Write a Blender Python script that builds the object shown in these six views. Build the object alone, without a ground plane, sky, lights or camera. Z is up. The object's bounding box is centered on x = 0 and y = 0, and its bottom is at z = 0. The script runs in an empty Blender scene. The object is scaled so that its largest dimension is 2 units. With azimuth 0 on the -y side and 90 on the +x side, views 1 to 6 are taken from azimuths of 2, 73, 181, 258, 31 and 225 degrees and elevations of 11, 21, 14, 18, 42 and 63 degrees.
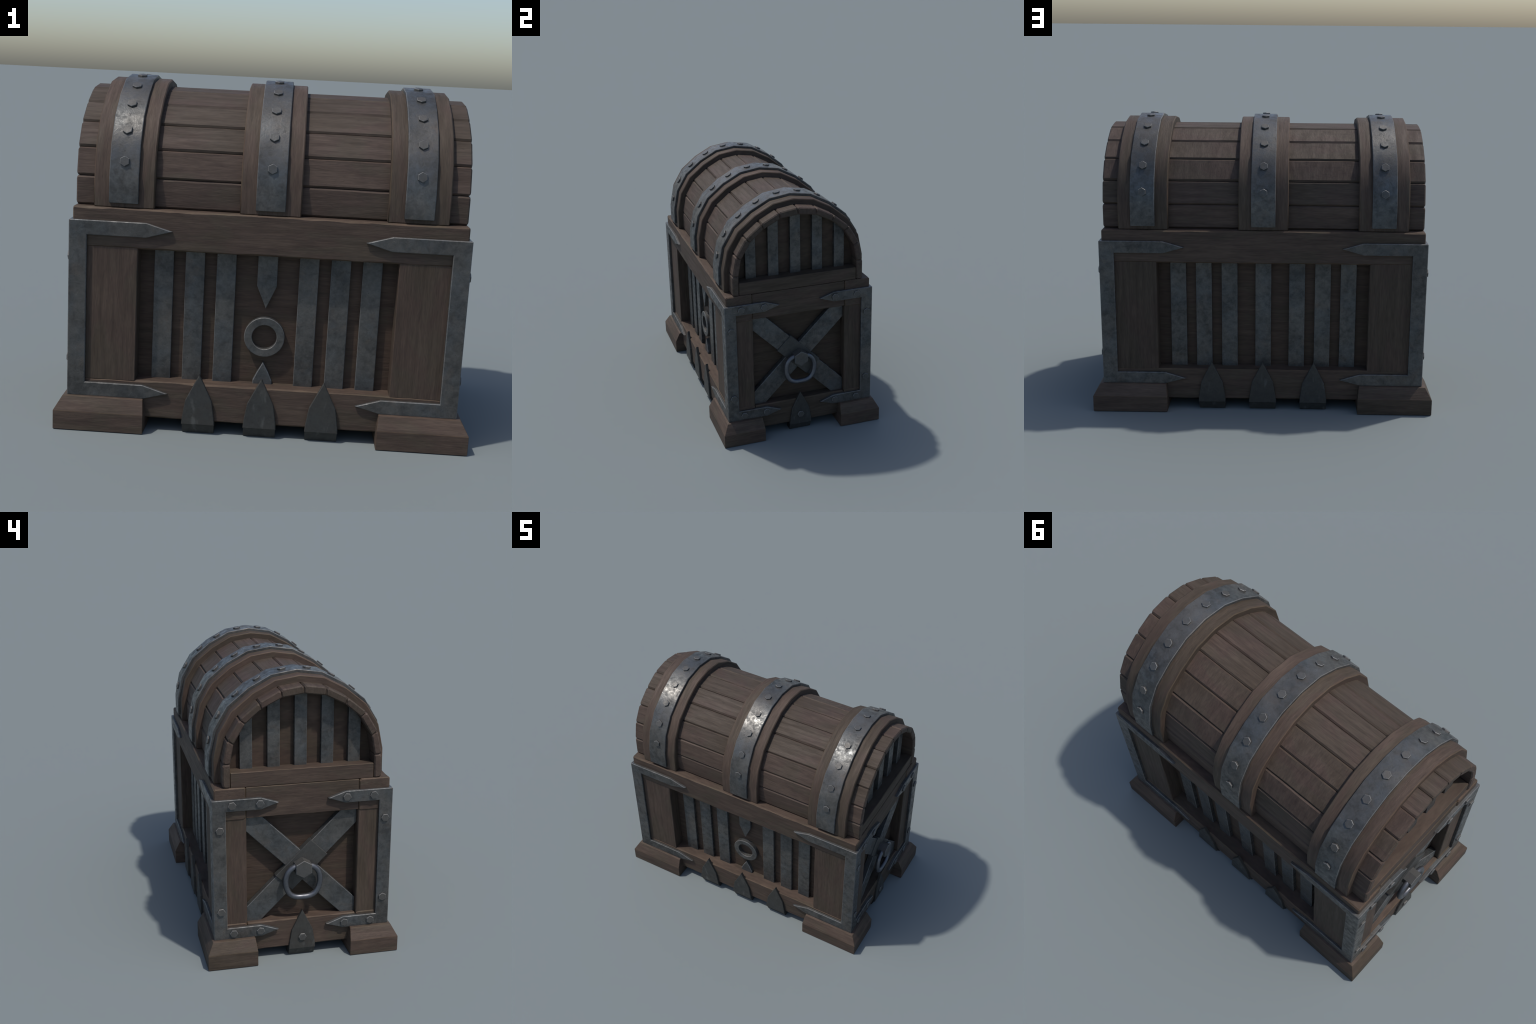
"""Banded wooden treasure chest: arched plank lid, iron straps, corner brackets, ring handles."""
import math
import random
import bpy
import bmesh
from mathutils import Matrix, Vector, noise

random.seed(7)
SCN = bpy.context.scene


# ------------------------------------------------------------------ materials
def new_mat(name):
    m = bpy.data.materials.new(name)
    m.use_nodes = True
    nt = m.node_tree
    for n in list(nt.nodes):
        nt.nodes.remove(n)
    out = nt.nodes.new("ShaderNodeOutputMaterial")
    bsdf = nt.nodes.new("ShaderNodeBsdfPrincipled")
    nt.links.new(bsdf.outputs[0], out.inputs[0])
    return m, nt, bsdf


class G:
    """Tiny helper that wires shader nodes."""

    def __init__(self, nt):
        self.nt = nt

    def node(self, kind, **kw):
        n = self.nt.nodes.new(kind)
        for k, v in kw.items():
            setattr(n, k, v)
        return n

    def put(self, sock, v):
        if isinstance(v, bpy.types.NodeSocket):
            self.nt.links.new(v, sock)
        else:
            sock.default_value = v

    def math(self, op, a, b=0.0, c=0.0):
        n = self.node("ShaderNodeMath", operation=op)
        for s, v in zip(n.inputs, (a, b, c)):
            self.put(s, v)
        return n.outputs[0]

    def vmath(self, op, a, b=(0, 0, 0)):
        n = self.node("ShaderNodeVectorMath", operation=op)
        self.put(n.inputs[0], a)
        self.put(n.inputs[1], b)
        return n.outputs[0]

    def noise(self, vec, scale, detail=3.0, rough=0.55, dist=0.0):
        n = self.node("ShaderNodeTexNoise")
        self.put(n.inputs["Vector"], vec)
        n.inputs["Scale"].default_value = scale
        n.inputs["Detail"].default_value = detail
        n.inputs["Roughness"].default_value = rough
        n.inputs["Distortion"].default_value = dist
        return n.outputs[0]

    def ramp(self, fac, stops, interp="LINEAR"):
        n = self.node("ShaderNodeValToRGB")
        n.color_ramp.interpolation = interp
        el = n.color_ramp.elements
        while len(el) < len(stops):
            el.new(0.5)
        for e, (p, c) in zip(el, stops):
            e.position = p
            e.color = (*c, 1.0) if len(c) == 3 else c
        self.put(n.inputs[0], fac)
        return n.outputs[0]

    def span(self, fac, a, b, lo, hi):
        n = self.node("ShaderNodeMapRange")
        for s, v in zip(n.inputs, (fac, a, b, lo, hi)):
            self.put(s, v)
        return n.outputs[0]

    def mix(self, fac, a, b, blend="MIX"):
        n = self.node("ShaderNodeMix", data_type="RGBA", blend_type=blend)
        self.put(n.inputs[0], fac)
        self.put(n.inputs[6], a)
        self.put(n.inputs[7], b)
        return n.outputs[2]

    def grey(self, v):
        n = self.node("ShaderNodeCombineColor")
        for s in n.inputs[:3]:
            self.put(s, v)
        return n.outputs[0]


def shifted_coords(g, seed=0.0):
    """Object coordinates, moved by a random amount per object so repeats differ."""
    tc = g.node("ShaderNodeTexCoord").outputs["Object"]
    rnd = g.node("ShaderNodeObjectInfo").outputs["Random"]
    off = g.node("ShaderNodeCombineXYZ")
    g.put(off.inputs[0], g.math("MULTIPLY_ADD", rnd, 37.0, seed))
    g.put(off.inputs[1], g.math("MULTIPLY", rnd, 91.0))
    g.put(off.inputs[2], g.math("MULTIPLY", rnd, 53.0))
    return tc, off.outputs[0], rnd


def wood_material(name, tint=(1, 1, 1), gain=1.0, stretch=(1.0, 6.0, 13.0), arc=False):
    m, nt, bsdf = new_mat(name)
    g = G(nt)
    tc, off, rnd = shifted_coords(g, 3.1)
    if arc:  # grain that follows the curve of the lid: (arc length, across, radius)
        sep = g.node("ShaderNodeSeparateXYZ")
        g.put(sep.inputs[0], tc)
        zz = g.math("SUBTRACT", sep.outputs[2], 1.18)
        ang = g.math("ARCTAN2", sep.outputs[1], zz)
        rad = g.math("SQRT", g.math("ADD", g.math("POWER", sep.outputs[1], 2.0), g.math("POWER", zz, 2.0)))
        cmb = g.node("ShaderNodeCombineXYZ")
        g.put(cmb.inputs[0], g.math("MULTIPLY", ang, 0.5))
        g.put(cmb.inputs[1], rad)
        g.put(cmb.inputs[2], sep.outputs[0])
        tc = cmb.outputs[0]
    vec = g.vmath("ADD", g.vmath("MULTIPLY", tc, stretch), off)
    soft = g.vmath("ADD", g.vmath("MULTIPLY", tc, (1.0, 1.9, 3.2)), off)
    blotch = g.noise(soft, 3.2, 3.0, 0.55, 0.3)          # olive / russet patches
    streak = g.noise(vec, 4.0, 4.0, 0.62, 0.2)            # long streaks
    fibre = g.noise(vec, 17.0, 3.0, 0.65, 0.2)           # fine fibres
    hue = g.ramp(g.math("ADD", blotch, g.span(rnd, 0.0, 1.0, -0.05, 0.07)), [
        (0.34, (0.093 * gain * tint[0], 0.0665 * gain * tint[1], 0.0455 * gain * tint[2])),
        (0.46, (0.104 * gain * tint[0], 0.0765 * gain * tint[1], 0.0545 * gain * tint[2])),
        (0.56, (0.103 * gain * tint[0], 0.0685 * gain * tint[1], 0.0515 * gain * tint[2])),
        (0.68, (0.120 * gain * tint[0], 0.0825 * gain * tint[1], 0.0605 * gain * tint[2]))])
    lum = g.math("MULTIPLY", g.span(streak, 0.28, 0.72, 0.77, 1.22), g.span(fibre, 0.3, 0.7, 0.80, 1.18))
    lum = g.math("MULTIPLY", lum, g.span(rnd, 0.0, 1.0, 0.93, 1.07))
    # a few thin dark checks along the grain
    crack_vec = g.vmath("ADD", g.vmath("MULTIPLY", tc, (0.8, 9.0, 22.0)), off)
    crack = g.noise(crack_vec, 3.0, 2.0, 0.5, 0.3)
    crack = g.span(g.math("ABSOLUTE", g.math("SUBTRACT", crack, 0.5)), 0.0, 0.012, 0.86, 1.0)
    lum = g.math("MULTIPLY", lum, crack)
    col = g.mix(1.0, hue, g.grey(lum), "MULTIPLY")
    g.put(bsdf.inputs["Base Color"], col)
    g.put(bsdf.inputs["Roughness"], g.span(streak, 0.3, 0.7, 0.78, 0.62))
    bsdf.inputs["Specular IOR Level"].default_value = 0.32
    hgt = g.math("ADD", g.math("MULTIPLY", streak, 0.7), g.math("ADD", g.math("MULTIPLY", fibre, 0.35), g.math("MULTIPLY", crack, 0.6)))
    bp = g.node("ShaderNodeBump")
    bp.inputs["Strength"].default_value = 0.35
    bp.inputs["Distance"].default_value = 0.006
    g.put(bp.inputs["Height"], hgt)
    g.put(bsdf.inputs["Normal"], bp.outputs[0])
    return m


def iron_material(name, dark, light, metal, rough, mottled=1.0, bump=0.3, runs=False):
    m, nt, bsdf = new_mat(name)
    g = G(nt)
    tc, off, rnd = shifted_coords(g, 11.0)
    vec = g.vmath("ADD", tc, off)
    big = g.noise(vec, 6.0, 3.0, 0.55, 0.3)
    mid = g.noise(vec, 30.0, 4.0, 0.65, 0.3)
    fine = g.noise(vec, 120.0, 2.0, 0.6)
    f = g.math("ADD", g.math("MULTIPLY", big, 0.45), g.math("MULTIPLY", mid, 0.55))
    base = g.ramp(f, [(0.38, dark), (0.50, tuple((a + b) / 2 for a, b in zip(dark, light))), (0.64, light)])
    cool = g.noise(vec, 5.0, 3.0, 0.5)
    base = g.mix(g.span(cool, 0.44, 0.60, 0.0, 0.6 * mottled), base, g.mix(1.0, base, (0.82, 0.95, 1.08, 1), "MULTIPLY"))
    rust = g.noise(vec, 10.0, 3.0, 0.6, 0.6)
    base = g.mix(g.span(rust, 0.54, 0.70, 0.0, 0.6 * mottled), base, g.mix(1.0, base, (1.16, 0.98, 0.86, 1), "MULTIPLY"))
    if runs:  # pale patches running up and down
        rv = g.vmath("ADD", g.vmath("MULTIPLY", tc, (1.0, 0.35, 1.0)), off)
        pale_streak = g.noise(rv, 30.0, 2.0, 0.5)
        base = g.mix(g.span(pale_streak, 0.62, 0.76, 0.0, 0.6), base, (light[0] * 2.2, light[1] * 2.3, light[2] * 2.4, 1))
    base = g.mix(1.0, base, g.grey(g.span(fine, 0.3, 0.7, 0.92, 1.08)), "MULTIPLY")
    g.put(bsdf.inputs["Base Color"], base)
    bsdf.inputs["Metallic"].default_value = metal
    g.put(bsdf.inputs["Roughness"], g.span(mid, 0.34, 0.66, rough + 0.16 * mottled, rough - 0.16 * mottled))
    bp = g.node("ShaderNodeBump")
    bp.inputs["Strength"].default_value = bump
    bp.inputs["Distance"].default_value = 0.004
    g.put(bp.inputs["Height"], g.math("ADD", mid, g.math("MULTIPLY", fine, 0.2)))
    g.put(bsdf.inputs["Normal"], bp.outputs[0])
    return m


WOOD_GAIN = 0.565
WOOD = wood_material("aged_wood", gain=WOOD_GAIN, stretch=(1.0, 3.0, 13.0))
WOOD_WORN = wood_material("aged_wood_worn_edge", tint=(1.06, 1.02, 0.88), gain=WOOD_GAIN * 1.12, stretch=(1.0, 3.0, 13.0))
WOOD_POST = wood_material("upright_post_wood", gain=WOOD_GAIN, stretch=(1.0, 13.0, 13.0))
WOOD_FOOT = wood_material("foot_wood", gain=WOOD_GAIN * 1.05, stretch=(1.0, 1.0, 12.0))
WOOD_LID = wood_material("lid_plank_wood", tint=(1.0, 1.0, 1.03), gain=WOOD_GAIN * 1.02, stretch=(1.0, 11.0, 8.0))
WOOD_LID_CROSS = wood_material("cross_grained_plank_wood", tint=(1.0, 0.99, 1.02), gain=WOOD_GAIN * 1.02, stretch=(9.0, 2.2, 6.0))
WOOD_ARC = wood_material("bent_rib_wood", gain=WOOD_GAIN * 1.05, stretch=(1.0, 6.0, 13.0), arc=True)
WOOD_ARC_WORN = wood_material("bent_rib_worn_edge", tint=(1.06, 1.02, 0.92), gain=WOOD_GAIN * 1.15, arc=True)
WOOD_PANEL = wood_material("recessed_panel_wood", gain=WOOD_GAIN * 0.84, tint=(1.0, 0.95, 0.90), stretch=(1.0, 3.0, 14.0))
IRON = iron_material("forged_iron", (0.046, 0.0450, 0.0425), (0.108, 0.1045, 0.098), 0.38, 0.43, bump=0.3)
IRON_WORN = iron_material("forged_iron_worn_edge", (0.095, 0.092, 0.087), (0.140, 0.136, 0.129), 0.25, 0.66)
IRON_DARK = iron_material("blackened_iron", (0.046, 0.045, 0.041), (0.066, 0.064, 0.059), 0.3, 0.60, mottled=0.6)
IRON_CLAW = iron_material("blackened_claw_iron", (0.040, 0.038, 0.034), (0.052, 0.050, 0.045), 0.3, 0.58, mottled=0.6, runs=True)
IRON_BOLT = iron_material("bolt_iron", (0.070, 0.067, 0.062), (0.094, 0.090, 0.084), 0.4, 0.52, mottled=0.5)
IRON_BOLT_EDGE = iron_material("bolt_iron_painted_highlight", (0.15, 0.148, 0.143), (0.18, 0.177, 0.172), 0.3, 0.64, mottled=0.5)  # bolt bevel's base colour lightened to draw the rim highlight
IRON_RING = iron_material("polished_ring_iron", (0.105, 0.110, 0.122), (0.135, 0.140, 0.155), 0.75, 0.42, mottled=0.3, bump=0.05)

# ------------------------------------------------------------------ scene tree
CHEST = bpy.data.objects.new("treasure_chest", None)
CHEST.empty_display_size = 0.3
SCN.collection.objects.link(CHEST)
CHEST["label"] = "dark wooden treasure chest with arched lid and iron bands"
CHEST["category"] = "treasure chest"


def place(name, mesh, parent=CHEST, matrix=None):
    ob = bpy.data.objects.new(name, mesh)
    SCN.collection.objects.link(ob)
    ob.parent = parent
    if matrix is not None:
        ob.matrix_basis = matrix
    return ob


def finish(name, bm, mats, smooth=None):
    bmesh.ops.recalc_face_normals(bm, faces=bm.faces)
    me = bpy.data.meshes.new(name)
    bm.to_mesh(me)
    bm.free()
    for mt in mats:
        me.materials.append(mt)
    if smooth is not None:
        for p in me.polygons:
            p.use_smooth = True
        me.set_sharp_from_angle(angle=math.radians(smooth))
    return me


def axes(origin, ax, ay):
    ax, ay = Vector(ax), Vector(ay)
    az = ax.cross(ay)
    m = Matrix((ax, ay, az)).transposed().to_4x4()
    m.translation = Vector(origin)
    return m


# ------------------------------------------------------------------ wood pieces
def chamfered(poly, cuts):
    """2D polygon with each corner i cut back by cuts[i]; returns points and a flag per edge (True = cut face)."""
    pts, worn = [], []
    n = len(poly)
    for i, p in enumerate(poly):
        p = Vector(p)
        a, b = Vector(poly[i - 1]), Vector(poly[(i + 1) % n])
        c = cuts[i]
        pts += [p + (a - p).normalized() * c, p + (b - p).normalized() * c]
        worn += [True, False]
    return pts, worn


def timber_mesh(name, poly, length, chamfer, mats, seed, step=0.035, wobble=0.45, caps=True, cut_scale=None):
    """A beam along local X; its cross-section polygon has worn, uneven chamfers."""
    bm = bmesh.new()
    n = max(2, int(length / step))
    xs = [-length / 2 + length * i / n for i in range(n + 1)]
    cx = sum(p[0] for p in poly) / len(poly)
    cy = sum(p[1] for p in poly) / len(poly)
    stations = []
    for x in xs:
        cuts = []
        for k in range(len(poly)):
            f = noise.noise(Vector((x * 9.0, k * 7.3 + seed * 1.7, seed * 3.1)))
            f += 0.5 * noise.noise(Vector((x * 31.0, k * 3.3 + seed, 9.0 + seed)))
            s = 1.0 if cut_scale is None else cut_scale[k]
            cuts.append(chamfer * s * max(0.35, 1.0 + wobble * 1.6 * f))
        pts, worn = chamfered(poly, cuts)
        stations.append((x, pts))
    # chamfered ends: the outermost ring is drawn in by the chamfer
    def drawn_in(pts, c):
        out = []
        for p in pts:
            d = Vector((p[0] - cx, p[1] - cy))
            q = Vector(p)
            q.x -= math.copysign(min(c, abs(d.x)), d.x)
            q.y -= math.copysign(min(c, abs(d.y)), d.y)
            out.append(q)
        return out
    ce = chamfer * 0.8
    rings = [(xs[0], drawn_in(stations[0][1], ce)), (xs[0] + ce, stations[0][1])]
    rings += stations[1:-1]
    rings += [(xs[-1] - ce, stations[-1][1]), (xs[-1], drawn_in(stations[-1][1], ce))]
    vs = [[bm.verts.new((x, p[0], p[1])) for p in pts] for x, pts in rings]
    m = len(vs[0])
    for i in range(len(vs) - 1):
        for k in range(m):
            f = bm.faces.new((vs[i][k], vs[i][(k + 1) % m], vs[i + 1][(k + 1) % m], vs[i + 1][k]))
            if worn[k] or i in (0, len(vs) - 2):
                f.material_index = 1
    bm.faces.new(list(reversed(vs[0])))
    bm.faces.new(vs[-1])
    return finish(name, bm, mats)


COUNT = [0]


def timber(name, origin, ax, ay, size, chamfer=0.006, mats=None, wobble=0.45):
    COUNT[0] += 1
    L, w, h = size
    poly = [(-w / 2, -h / 2), (w / 2, -h / 2), (w / 2, h / 2), (-w / 2, h / 2)]
    me = timber_mesh(name, poly, L, chamfer, mats or (WOOD, WOOD_WORN), COUNT[0], wobble=wobble)
    return place(name, me, matrix=axes(origin, ax, ay))


def box_between(name, lo, hi, grain, **kw):
    """Timber filling lo..hi with its grain along the given axis letter."""
    lo, hi = Vector(lo), Vector(hi)
    c, d = (lo + hi) / 2, hi - lo
    if grain == "x":
        return timber(name, c, (1, 0, 0), (0, 1, 0), (d.x, d.y, d.z), **kw)
    if grain == "y":
        return timber(name, c, (0, 1, 0), (-1, 0, 0), (d.y, d.x, d.z), **kw)
    return timber(name, c, (0, 0, 1), (1, 0, 0), (d.z, d.x, d.y), **kw)


# lid outline: upper faces of the staves, front half (distance from the middle plane, height)
ARCH_OUT = [(0.4605, 1.089), (0.4595, 1.228), (0.4315, 1.364), (0.362, 1.479), (0.252, 1.5685), (0.131, 1.633), (0.0, 1.6525)]
ARCH_IN = [(0.419, 1.089), (0.417, 1.226), (0.396, 1.340), (0.330, 1.452), (0.238, 1.530), (0.124, 1.588), (0.0, 1.605)]


def both_sides(half):
    return [(-y, z) for y, z in half] + [(y, z) for y, z in reversed(half[:-1])]


OUT, INN = both_sides(ARCH_OUT), both_sides(ARCH_IN)
END_X = 0.925


def offset_line(line, d):
    """Open polyline moved outwards by d with mitred corners (outwards = left of -y -> +y travel)."""
    res = []
    for i, p in enumerate(line):
        p = Vector(p)
        ns = []
        if i > 0:
            t = (p - Vector(line[i - 1])).normalized()
            ns.append(Vector((-t.y, t.x)))
        if i < len(line) - 1:
            t = (Vector(line[i + 1]) - p).normalized()
            ns.append(Vector((-t.y, t.x)))
        nrm = sum(ns, Vector((0, 0))).normalized()
        res.append(p + nrm * (d / nrm.dot(ns[0])))
    return res


def lid_planks():
    for i in range(len(OUT) - 1):
        a, b, c, d = (Vector(q) for q in (OUT[i], OUT[i + 1], INN[i + 1], INN[i]))
        t = (b - a).normalized()
        nrm = Vector((-t.y, t.x))
        mid = (a + b) / 2
        poly = []
        for q, s, gap in ((a, 1, 0.0016), (b, -1, 0.0016), (c, -1, -0.0004), (d, 1, -0.0004)):
            q = q + t * gap * s
            poly.append(((q - mid).dot(t), (q - mid).dot(nrm)))
        poly = list(reversed(poly))
        face = WOOD_LID_CROSS if i in (7, 8, 9) else WOOD_LID
        me = timber_mesh("lid_plank", poly, END_X * 2, 0.0085, (face, WOOD_LID), 40 + i,
                         wobble=0.12, cut_scale=(0.5, 0.5, 1.0, 1.0))
        place("lid_plank", me, matrix=axes((0, mid.x, mid.y), (1, 0, 0), (0, t.x, t.y)))


def band_mesh(name, x0, x1, inner, outer, foot_z, mats, bevel, smooth=38):
    """Arched band between two offsets of the lid outline."""
    lo, hi = offset_line(OUT, inner), offset_line(OUT, outer)
    for line in (lo, hi):
        line[0].y = line[-1].y = foot_z
    bm = bmesh.new()
    rows = []
    for p, q in zip(lo, hi):
        rows.append([bm.verts.new((x0, p.x, p.y)), bm.verts.new((x1, p.x, p.y)),
                     bm.verts.new((x1, q.x, q.y)), bm.verts.new((x0, q.x, q.y))])
    for r, s in zip(rows, rows[1:]):
        for k in range(4):
            bm.faces.new((r[k], r[(k + 1) % 4], s[(k + 1) % 4], s[k]))
    bm.faces.new(rows[0])
    bm.faces.new(list(reversed(rows[-1])))
    bmesh.ops.recalc_face_normals(bm, faces=bm.faces)
    sharp = [e for e in bm.edges if e.calc_face_angle(0) > math.radians(50) and not
             all(v in {r[k] for r in rows for k in (0, 1)} for v in e.verts)]
    bmesh.ops.bevel(bm, geom=sharp, offset=bevel, segments=1, affect="EDGES", material=1, clamp_overlap=True)
    return finish(name, bm, mats, smooth)


# ------------------------------------------------------------------ iron pieces
def prism_mesh(name, outline, depth, mats, bevel=0.004, smooth=None, back=False):
    """Outline in local (X, Y), front face at Z = 0, body down to Z = -depth, front edges chamfered."""
    bm = bmesh.new()
    top = [bm.verts.new((x, y, 0)) for x, y in outline]
    bot = [bm.verts.new((x, y, -depth)) for x, y in outline]
    bm.faces.new(top)
    bm.faces.new(list(reversed(bot)))
    n = len(outline)
    for k in range(n):
        bm.faces.new((top[k], bot[k], bot[(k + 1) % n], top[(k + 1) % n]))
    bmesh.ops.recalc_face_normals(bm, faces=bm.faces)
    ts = set(top)
    if bevel:
        es = [e for e in bm.edges if e.verts[0] in ts and e.verts[1] in ts]
        bmesh.ops.bevel(bm, geom=es, offset=bevel, segments=1, affect="EDGES", material=1, clamp_overlap=True)
    return finish(name, bm, mats, smooth)


def facing(side, u0=0.0, v0=0.0, depth=0.0):
    """Matrix whose local X runs along the wall, Y up and Z outwards of a wall: front/back (+-y), ends (+-x)."""
    if side == "front":
        return axes((u0, -depth, v0), (1, 0, 0), (0, 0, 1))
    if side == "back":
        return axes((-u0, depth, v0), (-1, 0, 0), (0, 0, 1))
    if side == "right":
        return axes((depth, u0, v0), (0, 1, 0), (0, 0, 1))
    return axes((-depth, -u0, v0), (0, -1, 0), (0, 0, 1))


def make_bolt():
    bm = bmesh.new()
    r, h, c = 0.0245, 0.0092, 0.0022
    rings = [(r, -0.004), (r, h - c), (r - c, h)]
    vs = [[bm.verts.new((rr * math.sin(math.tau * k / 6), rr * math.cos(math.tau * k / 6), z)) for k in range(6)] for rr, z in rings]
    for i in range(2):
        for k in range(6):
            f = bm.faces.new((vs[i][k], vs[i][(k + 1) % 6], vs[i + 1][(k + 1) % 6], vs[i + 1][k]))
            f.material_index = 1 if i == 1 else 0
    bm.faces.new(vs[2])
    bm.faces.new(list(reversed(vs[0])))
    return finish("bolt", bm, (IRON_BOLT, IRON_BOLT_EDGE))


BOLT = make_bolt()


def bolt(parent, matrix, turn=0.0):
    inv = parent.matrix_basis.inverted()
    return place("bolt", BOLT, parent, inv @ matrix @ Matrix.Rotation(turn, 4, "Z"))


# ================================================================== LID
lid_planks()
RIB, STRAP, HEAD = 0.036, 0.0535, 0.0553
for cx in (-0.6895, 0.0, 0.6895):
    place("lid_rib", band_mesh("lid_rib", cx - 0.1435, cx + 0.1435, -0.004, RIB, 1.0875, (WOOD_ARC, WOOD_ARC_WORN), 0.005))
    strap = place("lid_strap", band_mesh("lid_strap", cx - 0.0695, cx + 0.0695, RIB - 0.006, STRAP, 1.111, (IRON, IRON_WORN), 0.003))
    for i in range(1, len(OUT) - 2):
        a, b = Vector(OUT[i]), Vector(OUT[i + 1])
        t = (b - a).normalized()
        nrm = Vector((-t.y, t.x))
        p = (a + b) / 2 + nrm * HEAD
        bolt(strap, axes((cx, p.x, p.y), (1, 0, 0), (0, t.x, t.y)), random.uniform(-0.06, 0.06))


def inner_height(y):
    y = abs(y)
    for (y0, z0), (y1, z1) in zip(ARCH_IN, ARCH_IN[1:]):
        if y1 <= y <= y0:
            return z0 + (z1 - z0) * (y0 - y) / max(1e-6, y0 - y1)
    return 1.1


for side in ("right", "left"):
    sx = 1 if side == "right" else -1
    # closing panel inside the arch
    outline = [tuple(q) for q in offset_line(INN, 0.012)]
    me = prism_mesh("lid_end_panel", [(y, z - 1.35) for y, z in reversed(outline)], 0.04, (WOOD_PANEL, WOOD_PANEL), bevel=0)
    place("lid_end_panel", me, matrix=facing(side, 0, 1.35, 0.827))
    # low cross beam under the arch
    box_between("lid_end_beam", (min(sx * 0.83, sx * 0.918), -0.4155, 1.087), (max(sx * 0.83, sx * 0.918), 0.4155, 1.175), "y", chamfer=0.003)
    for yc in (-0.315, -0.156, 0.0, 0.156, 0.315):
        w = 0.0355
        pts = [(-w, 1.17), (w, 1.17), (w, inner_height(yc + w) + 0.012)]
        if yc == 0:
            pts.append((0, inner_height(0) + 0.012))
        pts.append((-w, inner_height(yc - w) + 0.012))
        me = prism_mesh("lid_end_bar", [(u, v - 1.3) for u, v in pts], 0.03, (IRON, IRON_WORN), bevel=0.002)
        place("lid_end_bar", me, matrix=facing(side, yc, 1.3, 0.857))

# ================================================================== BODY TIMBERS
for s in (-1, 1):
    y0, y1 = sorted((s * 0.332, s * 0.5125))
    box_between("rim_beam", (-0.928, y0, 0.897), (0.928, y1, 1.088), "x", chamfer=0.007)
    box_between("sill_beam", (-0.928, y0, 0.063), (0.928, y1, 0.249), "x", chamfer=0.007)
    p0, p1 = sorted((s * 0.395, s * 0.420))
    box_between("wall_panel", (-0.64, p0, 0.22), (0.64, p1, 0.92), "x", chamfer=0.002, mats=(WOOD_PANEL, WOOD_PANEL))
    x0, x1 = sorted((s * 0.80, s * 0.922))
    box_between("end_rim_beam", (x0, -0.330, 0.903), (x1, 0.330, 1.0855), "y", chamfer=0.003)
    box_between("end_sill_beam", (x0, -0.330, 0.063), (x1, 0.330, 0.243), "y", chamfer=0.007)
    p0, p1 = sorted((s * 0.83, s * 0.851))
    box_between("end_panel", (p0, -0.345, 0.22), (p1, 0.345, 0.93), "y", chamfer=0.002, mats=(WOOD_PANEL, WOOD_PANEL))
    for q in (-1, 1):
        x0, x1 = sorted((s * 0.616, s * 0.9235))
        y0, y1 = sorted((q * 0.330, q * 0.510))
        box_between("corner_post", (x0, y0, 0.243), (x1, y1, 0.903), "z", chamfer=0.004, mats=(WOOD_POST, WOOD_POST))
box_between("floor_board", (-0.82, -0.36, 0.07), (0.82, 0.36, 0.10), "x", chamfer=0.003)


# feet: blocks bevelled on the two outer sides
def foot_mesh():
    bm = bmesh.new()
    x0, y0 = 0.562, 0.281
    levels = [(1.0, 0.576, 0.0), (1.0, 0.576, 0.094), (0.962, 0.541, 0.160), (0.94, 0.525, 0.163)]
    inner = [0.0, 0.0, 0.008, 0.010]
    rings = []
    for (x, y, z), d in zip(levels, inner):
        n = 9
        row = [(x0 + d + (x - x0 - d) * k / n, y) for k in range(n + 1)]
        row += [(x, y + (y0 + d - y) * k / n) for k in range(1, n + 1)]
        row += [(x0 + d, y0 + d)]
        ring = []
        for px, py in row:
            w = 0.0016 * noise.noise(Vector((px * 14, py * 14, z * 40 + 3)))
            ring.append(bm.verts.new((px, py, z + (w if z > 0.05 else 0))))
        rings.append(ring)
    m = len(rings[0])
    for a, b in zip(rings, rings[1:]):
        for k in range(m):
            bm.faces.new((a[k], a[(k + 1) % m], b[(k + 1) % m], b[k]))
    bm.faces.new(list(reversed(rings[0])))
    bm.faces.new(rings[-1])
    bmesh.ops.recalc_face_normals(bm, faces=bm.faces)
    es = [e for e in bm.edges if e.calc_face_angle(0) > math.radians(22)]
    bmesh.ops.bevel(bm, geom=es, offset=0.0035, segments=1, affect="EDGES", material=1, clamp_overlap=True)
    return bm


def mirrored(bm, sx, sy):
    for v in bm.verts:
        v.co.x *= sx
        v.co.y *= sy
    return bm


for sx in (-1, 1):
    for sy in (-1, 1):
        place("foot", finish("foot", mirrored(foot_mesh(), sx, sy), (WOOD_FOOT, WOOD_WORN)))

# ================================================================== CORNER BRACKETS
CX, CY = 0.9435, 0.5285


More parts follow.
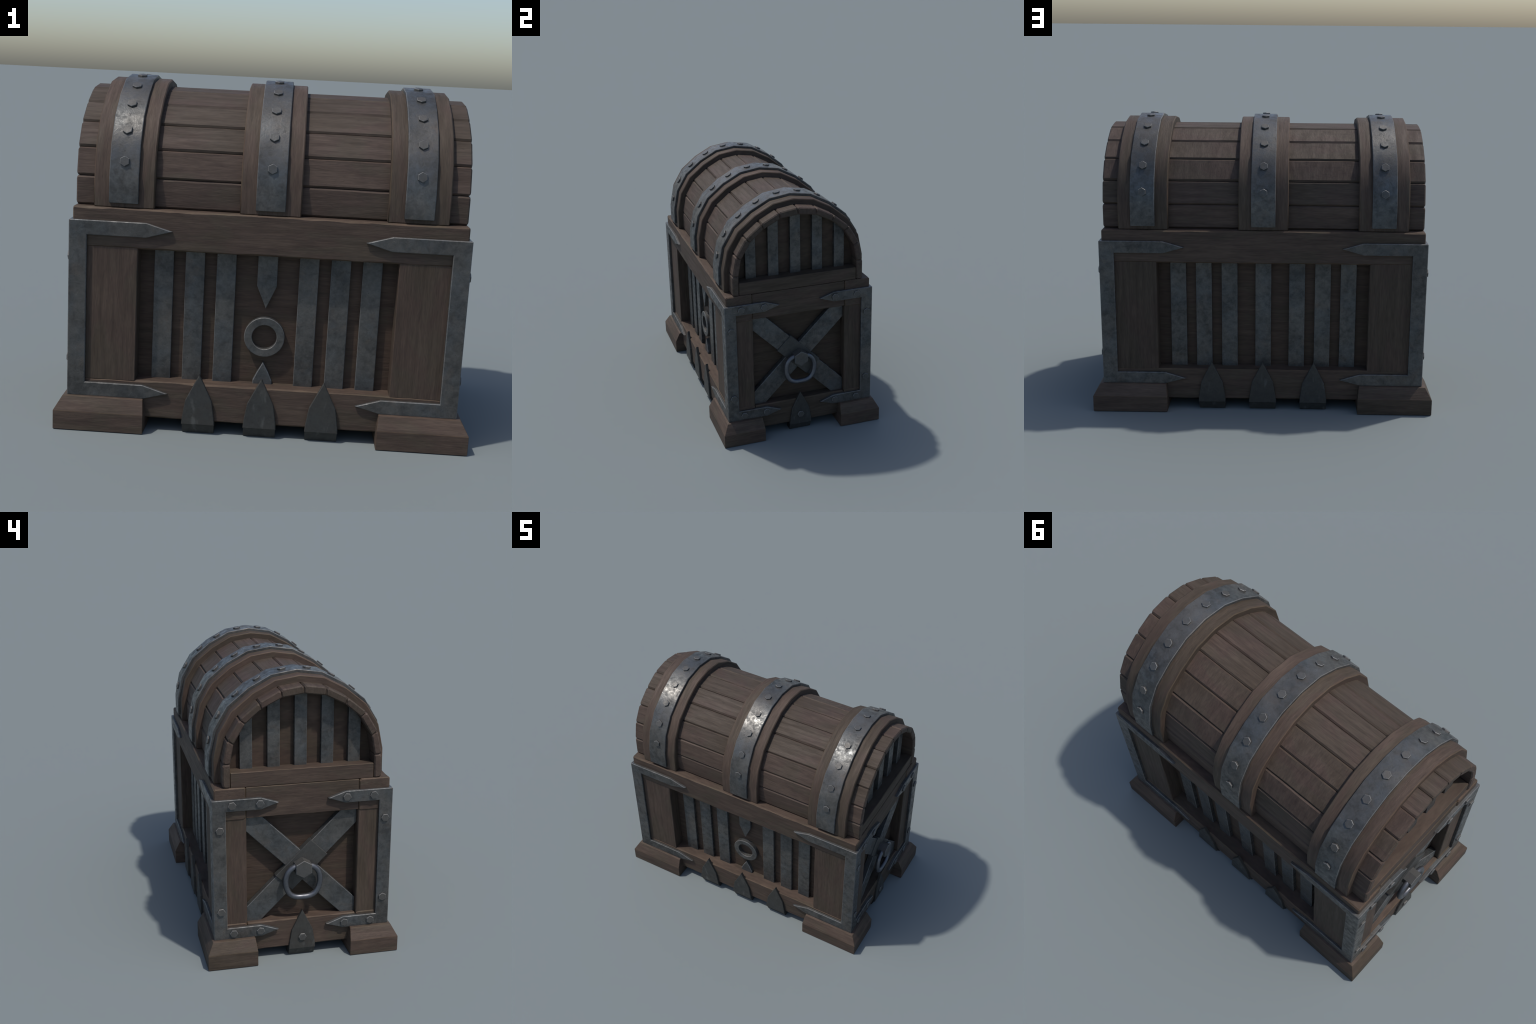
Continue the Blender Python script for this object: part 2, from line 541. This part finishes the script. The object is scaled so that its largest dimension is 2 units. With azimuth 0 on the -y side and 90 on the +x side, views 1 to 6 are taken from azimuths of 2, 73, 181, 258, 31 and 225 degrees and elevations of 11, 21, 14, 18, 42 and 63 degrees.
def bracket_mesh(sx, sy):
    """Angle iron round a corner with two pointed arms on each wall, built in the +x +y quarter."""
    zb, zt, w = 0.161, 1.026, 0.070

    def arm_outline(corner, inner, bend, tip):
        # from the corner edge at the bottom, round the C shape, back to the corner at the top
        return [(bend, zb), (tip, zb + w * 0.47), (bend, zb + w), (inner, zb + w),
                (inner, zt - w), (bend, zt - w), (tip, zt - w * 0.5), (bend, zt)]

    th = 0.022
    bm = bmesh.new()
    co = [bm.verts.new((CX, CY, z)) for z in (zb, zt)]
    ci = [bm.verts.new((CX - th, CY - th, z)) for z in (zb, zt)]
    front = arm_outline(CX, 0.858, 0.576, 0.454)
    side = arm_outline(CY, 0.450, 0.247, 0.145)
    fo = [bm.verts.new((x, CY, z)) for x, z in front]
    fi = [bm.verts.new((x, CY - th, z)) for x, z in front]
    so = [bm.verts.new((CX, y, z)) for y, z in side]
    si = [bm.verts.new((CX - th, y, z)) for y, z in side]
    for o, i in ((fo, fi), (so, si)):
        bm.faces.new([co[0]] + o + [co[1]])
        bm.faces.new([ci[0]] + i + [ci[1]])
        for k in range(len(o) - 1):
            bm.faces.new((o[k], o[k + 1], i[k + 1], i[k]))
        bm.faces.new((co[0], o[0], i[0], ci[0]))
        bm.faces.new((co[1], o[-1], i[-1], ci[1]))
    bmesh.ops.recalc_face_normals(bm, faces=bm.faces)
    outer = set(co + fo + so)
    es = [e for e in bm.edges if e.verts[0] in outer and e.verts[1] in outer]
    bmesh.ops.bevel(bm, geom=es, offset=0.0035, segments=1, affect="EDGES", material=1, clamp_overlap=True)
    return finish("corner_bracket", mirrored(bm, sx, sy), (IRON, IRON_WORN))


for sx in (-1, 1):
    for sy in (-1, 1):
        br = place("corner_bracket", bracket_mesh(sx, sy))
        for y, z in ((0.414, 0.992), (0.254, 0.992), (0.486, 0.847), (0.486, 0.342), (0.414, 0.197), (0.254, 0.197)):
            yy = sy * y
            bolt(br, facing("right", yy, z, CX) if sx > 0 else facing("left", -yy, z, CX), random.uniform(0, 1.0))

# ================================================================== FRONT AND BACK IRONWORK
BAR_FACE = 0.446


def upright_bar(side, u, half=0.046):
    me = prism_mesh("iron_bar", [(-half, -0.335), (half, -0.335), (half, 0.335), (-half, 0.335)], 0.03, (IRON, IRON_WORN), bevel=0.0025)
    place("iron_bar", me, matrix=facing(side, u, 0.577, BAR_FACE))


for side in ("front", "back"):
    for u in (0.198, 0.349, 0.499):
        upright_bar(side, u)
        upright_bar(side, -u)
upright_bar("back", 0.0)
# pointed hasp hanging from the rim, lock ring, and pointed stud plate below it
me = prism_mesh("pointed_hasp", [(0.0, -0.165), (0.047, -0.056), (0.047, 0.115), (-0.047, 0.115), (-0.047, -0.056)], 0.03, (IRON, IRON_WORN), bevel=0.003)
place("pointed_hasp", me, matrix=facing("front", 0, 0.795, BAR_FACE))
me = prism_mesh("pointed_stud_plate", [(-0.047, -0.045), (0.047, -0.045), (0.047, -0.012), (0.028, 0.030), (0.0, 0.083), (-0.028, 0.030), (-0.047, -0.012)], 0.03, (IRON, IRON_WORN), bevel=0.004)
place("pointed_stud_plate", me, matrix=facing("front", 0, 0.277, BAR_FACE))


def lock_ring_mesh():
    bm = bmesh.new()
    n, ro, ri, d, c = 28, 0.0985, 0.0605, 0.034, 0.003
    prof = [(ro, -d), (ro, -c), (ro - c, 0), (ri + c, 0), (ri, -c), (ri, -d)]
    vs = [[bm.verts.new((r * math.cos(math.tau * k / n), r * math.sin(math.tau * k / n), z)) for r, z in prof] for k in range(n)]
    for k in range(n):
        a, b = vs[k], vs[(k + 1) % n]
        for i in range(len(prof)):
            j = (i + 1) % len(prof)
            f = bm.faces.new((a[i], b[i], b[j], a[j]))
            f.material_index = 1 if i in (1, 3) else 0
    return finish("lock_ring", bm, (IRON, IRON_WORN), 40)


place("lock_ring", lock_ring_mesh(), matrix=facing("front", 0, 0.487, 0.452))


# claw plates that grip the sill
def claw_mesh():
    bm = bmesh.new()
    half = [(0.0805, 0.047), (0.0785, 0.078), (0.072, 0.122), (0.064, 0.170), (0.033, 0.234)]
    outline = half + [(0.0, 0.299)] + [(-x, z) for x, z in reversed(half)]
    top = [bm.verts.new((x, z, 0.016)) for x, z in outline]
    bot = [bm.verts.new((x, z, -0.004)) for x, z in outline]
    bm.faces.new(top)
    bm.faces.new(list(reversed(bot)))
    n = len(outline)
    for k in range(n):
        bm.faces.new((top[k], bot[k], bot[(k + 1) % n], top[(k + 1) % n]))
    bmesh.ops.recalc_face_normals(bm, faces=bm.faces)
    ts = set(top)
    bmesh.ops.bevel(bm, geom=[e for e in bm.edges if e.verts[0] in ts and e.verts[1] in ts], offset=0.003,
                    segments=1, affect="EDGES", clamp_overlap=True)
    # toe below, leaning in and reaching under the sill
    w = 0.0775
    pts = [(0.010, 0.049), (-0.010, 0.0), (-0.07, 0.0), (-0.07, 0.0625), (0.004, 0.0625)]
    a = [bm.verts.new((-w, z, d)) for d, z in pts]
    b = [bm.verts.new((w, z, d)) for d, z in pts]
    bm.faces.new(a)
    bm.faces.new(list(reversed(b)))
    for k in range(len(pts)):
        j = (k + 1) % len(pts)
        bm.faces.new((a[k], b[k], b[j], a[j]))
    return finish("claw_plate", bm, (IRON_CLAW,))


CLAW = claw_mesh()
for side in ("front", "back"):
    for u in (-0.3, 0.0, 0.3):
        place("claw_plate", CLAW, matrix=facing(side, u, 0.0, 0.513))
for side in ("right", "left"):
    cl = place("claw_plate", CLAW, matrix=facing(side, 0.0, 0.0, 0.920))
    bolt(cl, facing(side, 0.0, 0.126, 0.936), 0.5)

# ================================================================== END IRONWORK
MID_Z = 0.573


def cross_bars(side):
    sx = 1 if side == "right" else -1
    h = 0.125 / math.sqrt(2)         # half of the bar's width measured along the wall
    ulim, zb, zt = 0.3295, 0.235, 0.915
    for s in (-1, 1):
        # a 45 degree strip clipped by the posts and beams
        pts = [(-ulim, -ulim - h), (-ulim, -ulim + h), (zt - MID_Z - h, zt - MID_Z), (ulim, zt - MID_Z), (ulim, ulim - h),
               (zb - MID_Z + h, zb - MID_Z), (-ulim, zb - MID_Z)]
        lo, hi = zb - MID_Z, zt - MID_Z
        pts = [(-ulim, lo), (lo + h, lo), (ulim, ulim - h), (ulim, hi), (hi - h, hi), (-ulim, -ulim + h)]
        pts = [(s * u, v) for u, v in pts]
        if s < 0:
            pts.reverse()
        lift = 0.0 if s > 0 else 0.0015
        me = prism_mesh("cross_bar", pts, 0.04, (IRON, IRON_WORN), bevel=0.003)
        place("cross_bar", me, matrix=facing(side, 0, MID_Z, 0.895 + lift))
    # saddle plate over the crossing, along the diagonal that rises towards the front
    me = prism_mesh("saddle_plate", [(-0.1485, -0.0705), (0.1485, -0.0705), (0.1485, 0.0705), (-0.1485, 0.0705)], 0.042, (IRON_DARK, IRON_DARK), bevel=0.003)
    plate = place("saddle_plate", me, matrix=facing(side, 0, MID_Z + 0.002, 0.9045) @ Matrix.Rotation(math.radians(-45 if sx > 0 else 45), 4, "Z"))
    # hexagonal boss that holds the ring
    r = 0.0545
    hexa = [(-r * math.sin(math.tau * k / 6), r * math.cos(math.tau * k / 6)) for k in range(6)]
    me = prism_mesh("ring_boss", hexa, 0.064, (IRON_BOLT, IRON_WORN), bevel=0.003)
    place("ring_boss", me, matrix=facing(side, 0, MID_Z, 0.967))
    # drop ring: a rounded D swept with a round section
    path = [(0.0, 0.389), (0.042, 0.392), (0.076, 0.411), (0.096, 0.447), (0.1025, 0.487), (0.100, 0.522), (0.088, 0.552), (0.064, 0.575), (0.028, 0.585)]
    path = path + [(-y, z) for y, z in reversed(path[1:])]
    me = tube_mesh("drop_ring", [(y, z - 0.49) for y, z in path], 0.0166, IRON_RING)
    place("drop_ring", me, matrix=facing(side, 0, 0.49, 0.9365))


def tube_mesh(name, path, r, mat, seg=12, sub=3):
    """Closed planar tube through control points (Catmull-Rom)."""
    n = len(path)
    pts = []
    for i in range(n):
        p0, p1, p2, p3 = (Vector(path[(i + k) % n]) for k in (-1, 0, 1, 2))
        for j in range(sub):
            t = j / sub
            pts.append(0.5 * ((2 * p1) + (p2 - p0) * t + (2 * p0 - 5 * p1 + 4 * p2 - p3) * t * t + (3 * p1 - p0 - 3 * p2 + p3) * t ** 3))
    bm = bmesh.new()
    rings = []
    m = len(pts)
    for i, p in enumerate(pts):
        t = (pts[(i + 1) % m] - pts[i - 1]).normalized()
        nrm = Vector((t.y, -t.x))
        rings.append([bm.verts.new((p.x + nrm.x * r * math.cos(a), p.y + nrm.y * r * math.cos(a), r * math.sin(a)))
                      for a in (math.tau * k / seg for k in range(seg))])
    for i in range(m):
        a, b = rings[i], rings[(i + 1) % m]
        for k in range(seg):
            bm.faces.new((a[k], a[(k + 1) % seg], b[(k + 1) % seg], b[k]))
    return finish(name, bm, (mat,), 80)


for side in ("right", "left"):
    cross_bars(side)
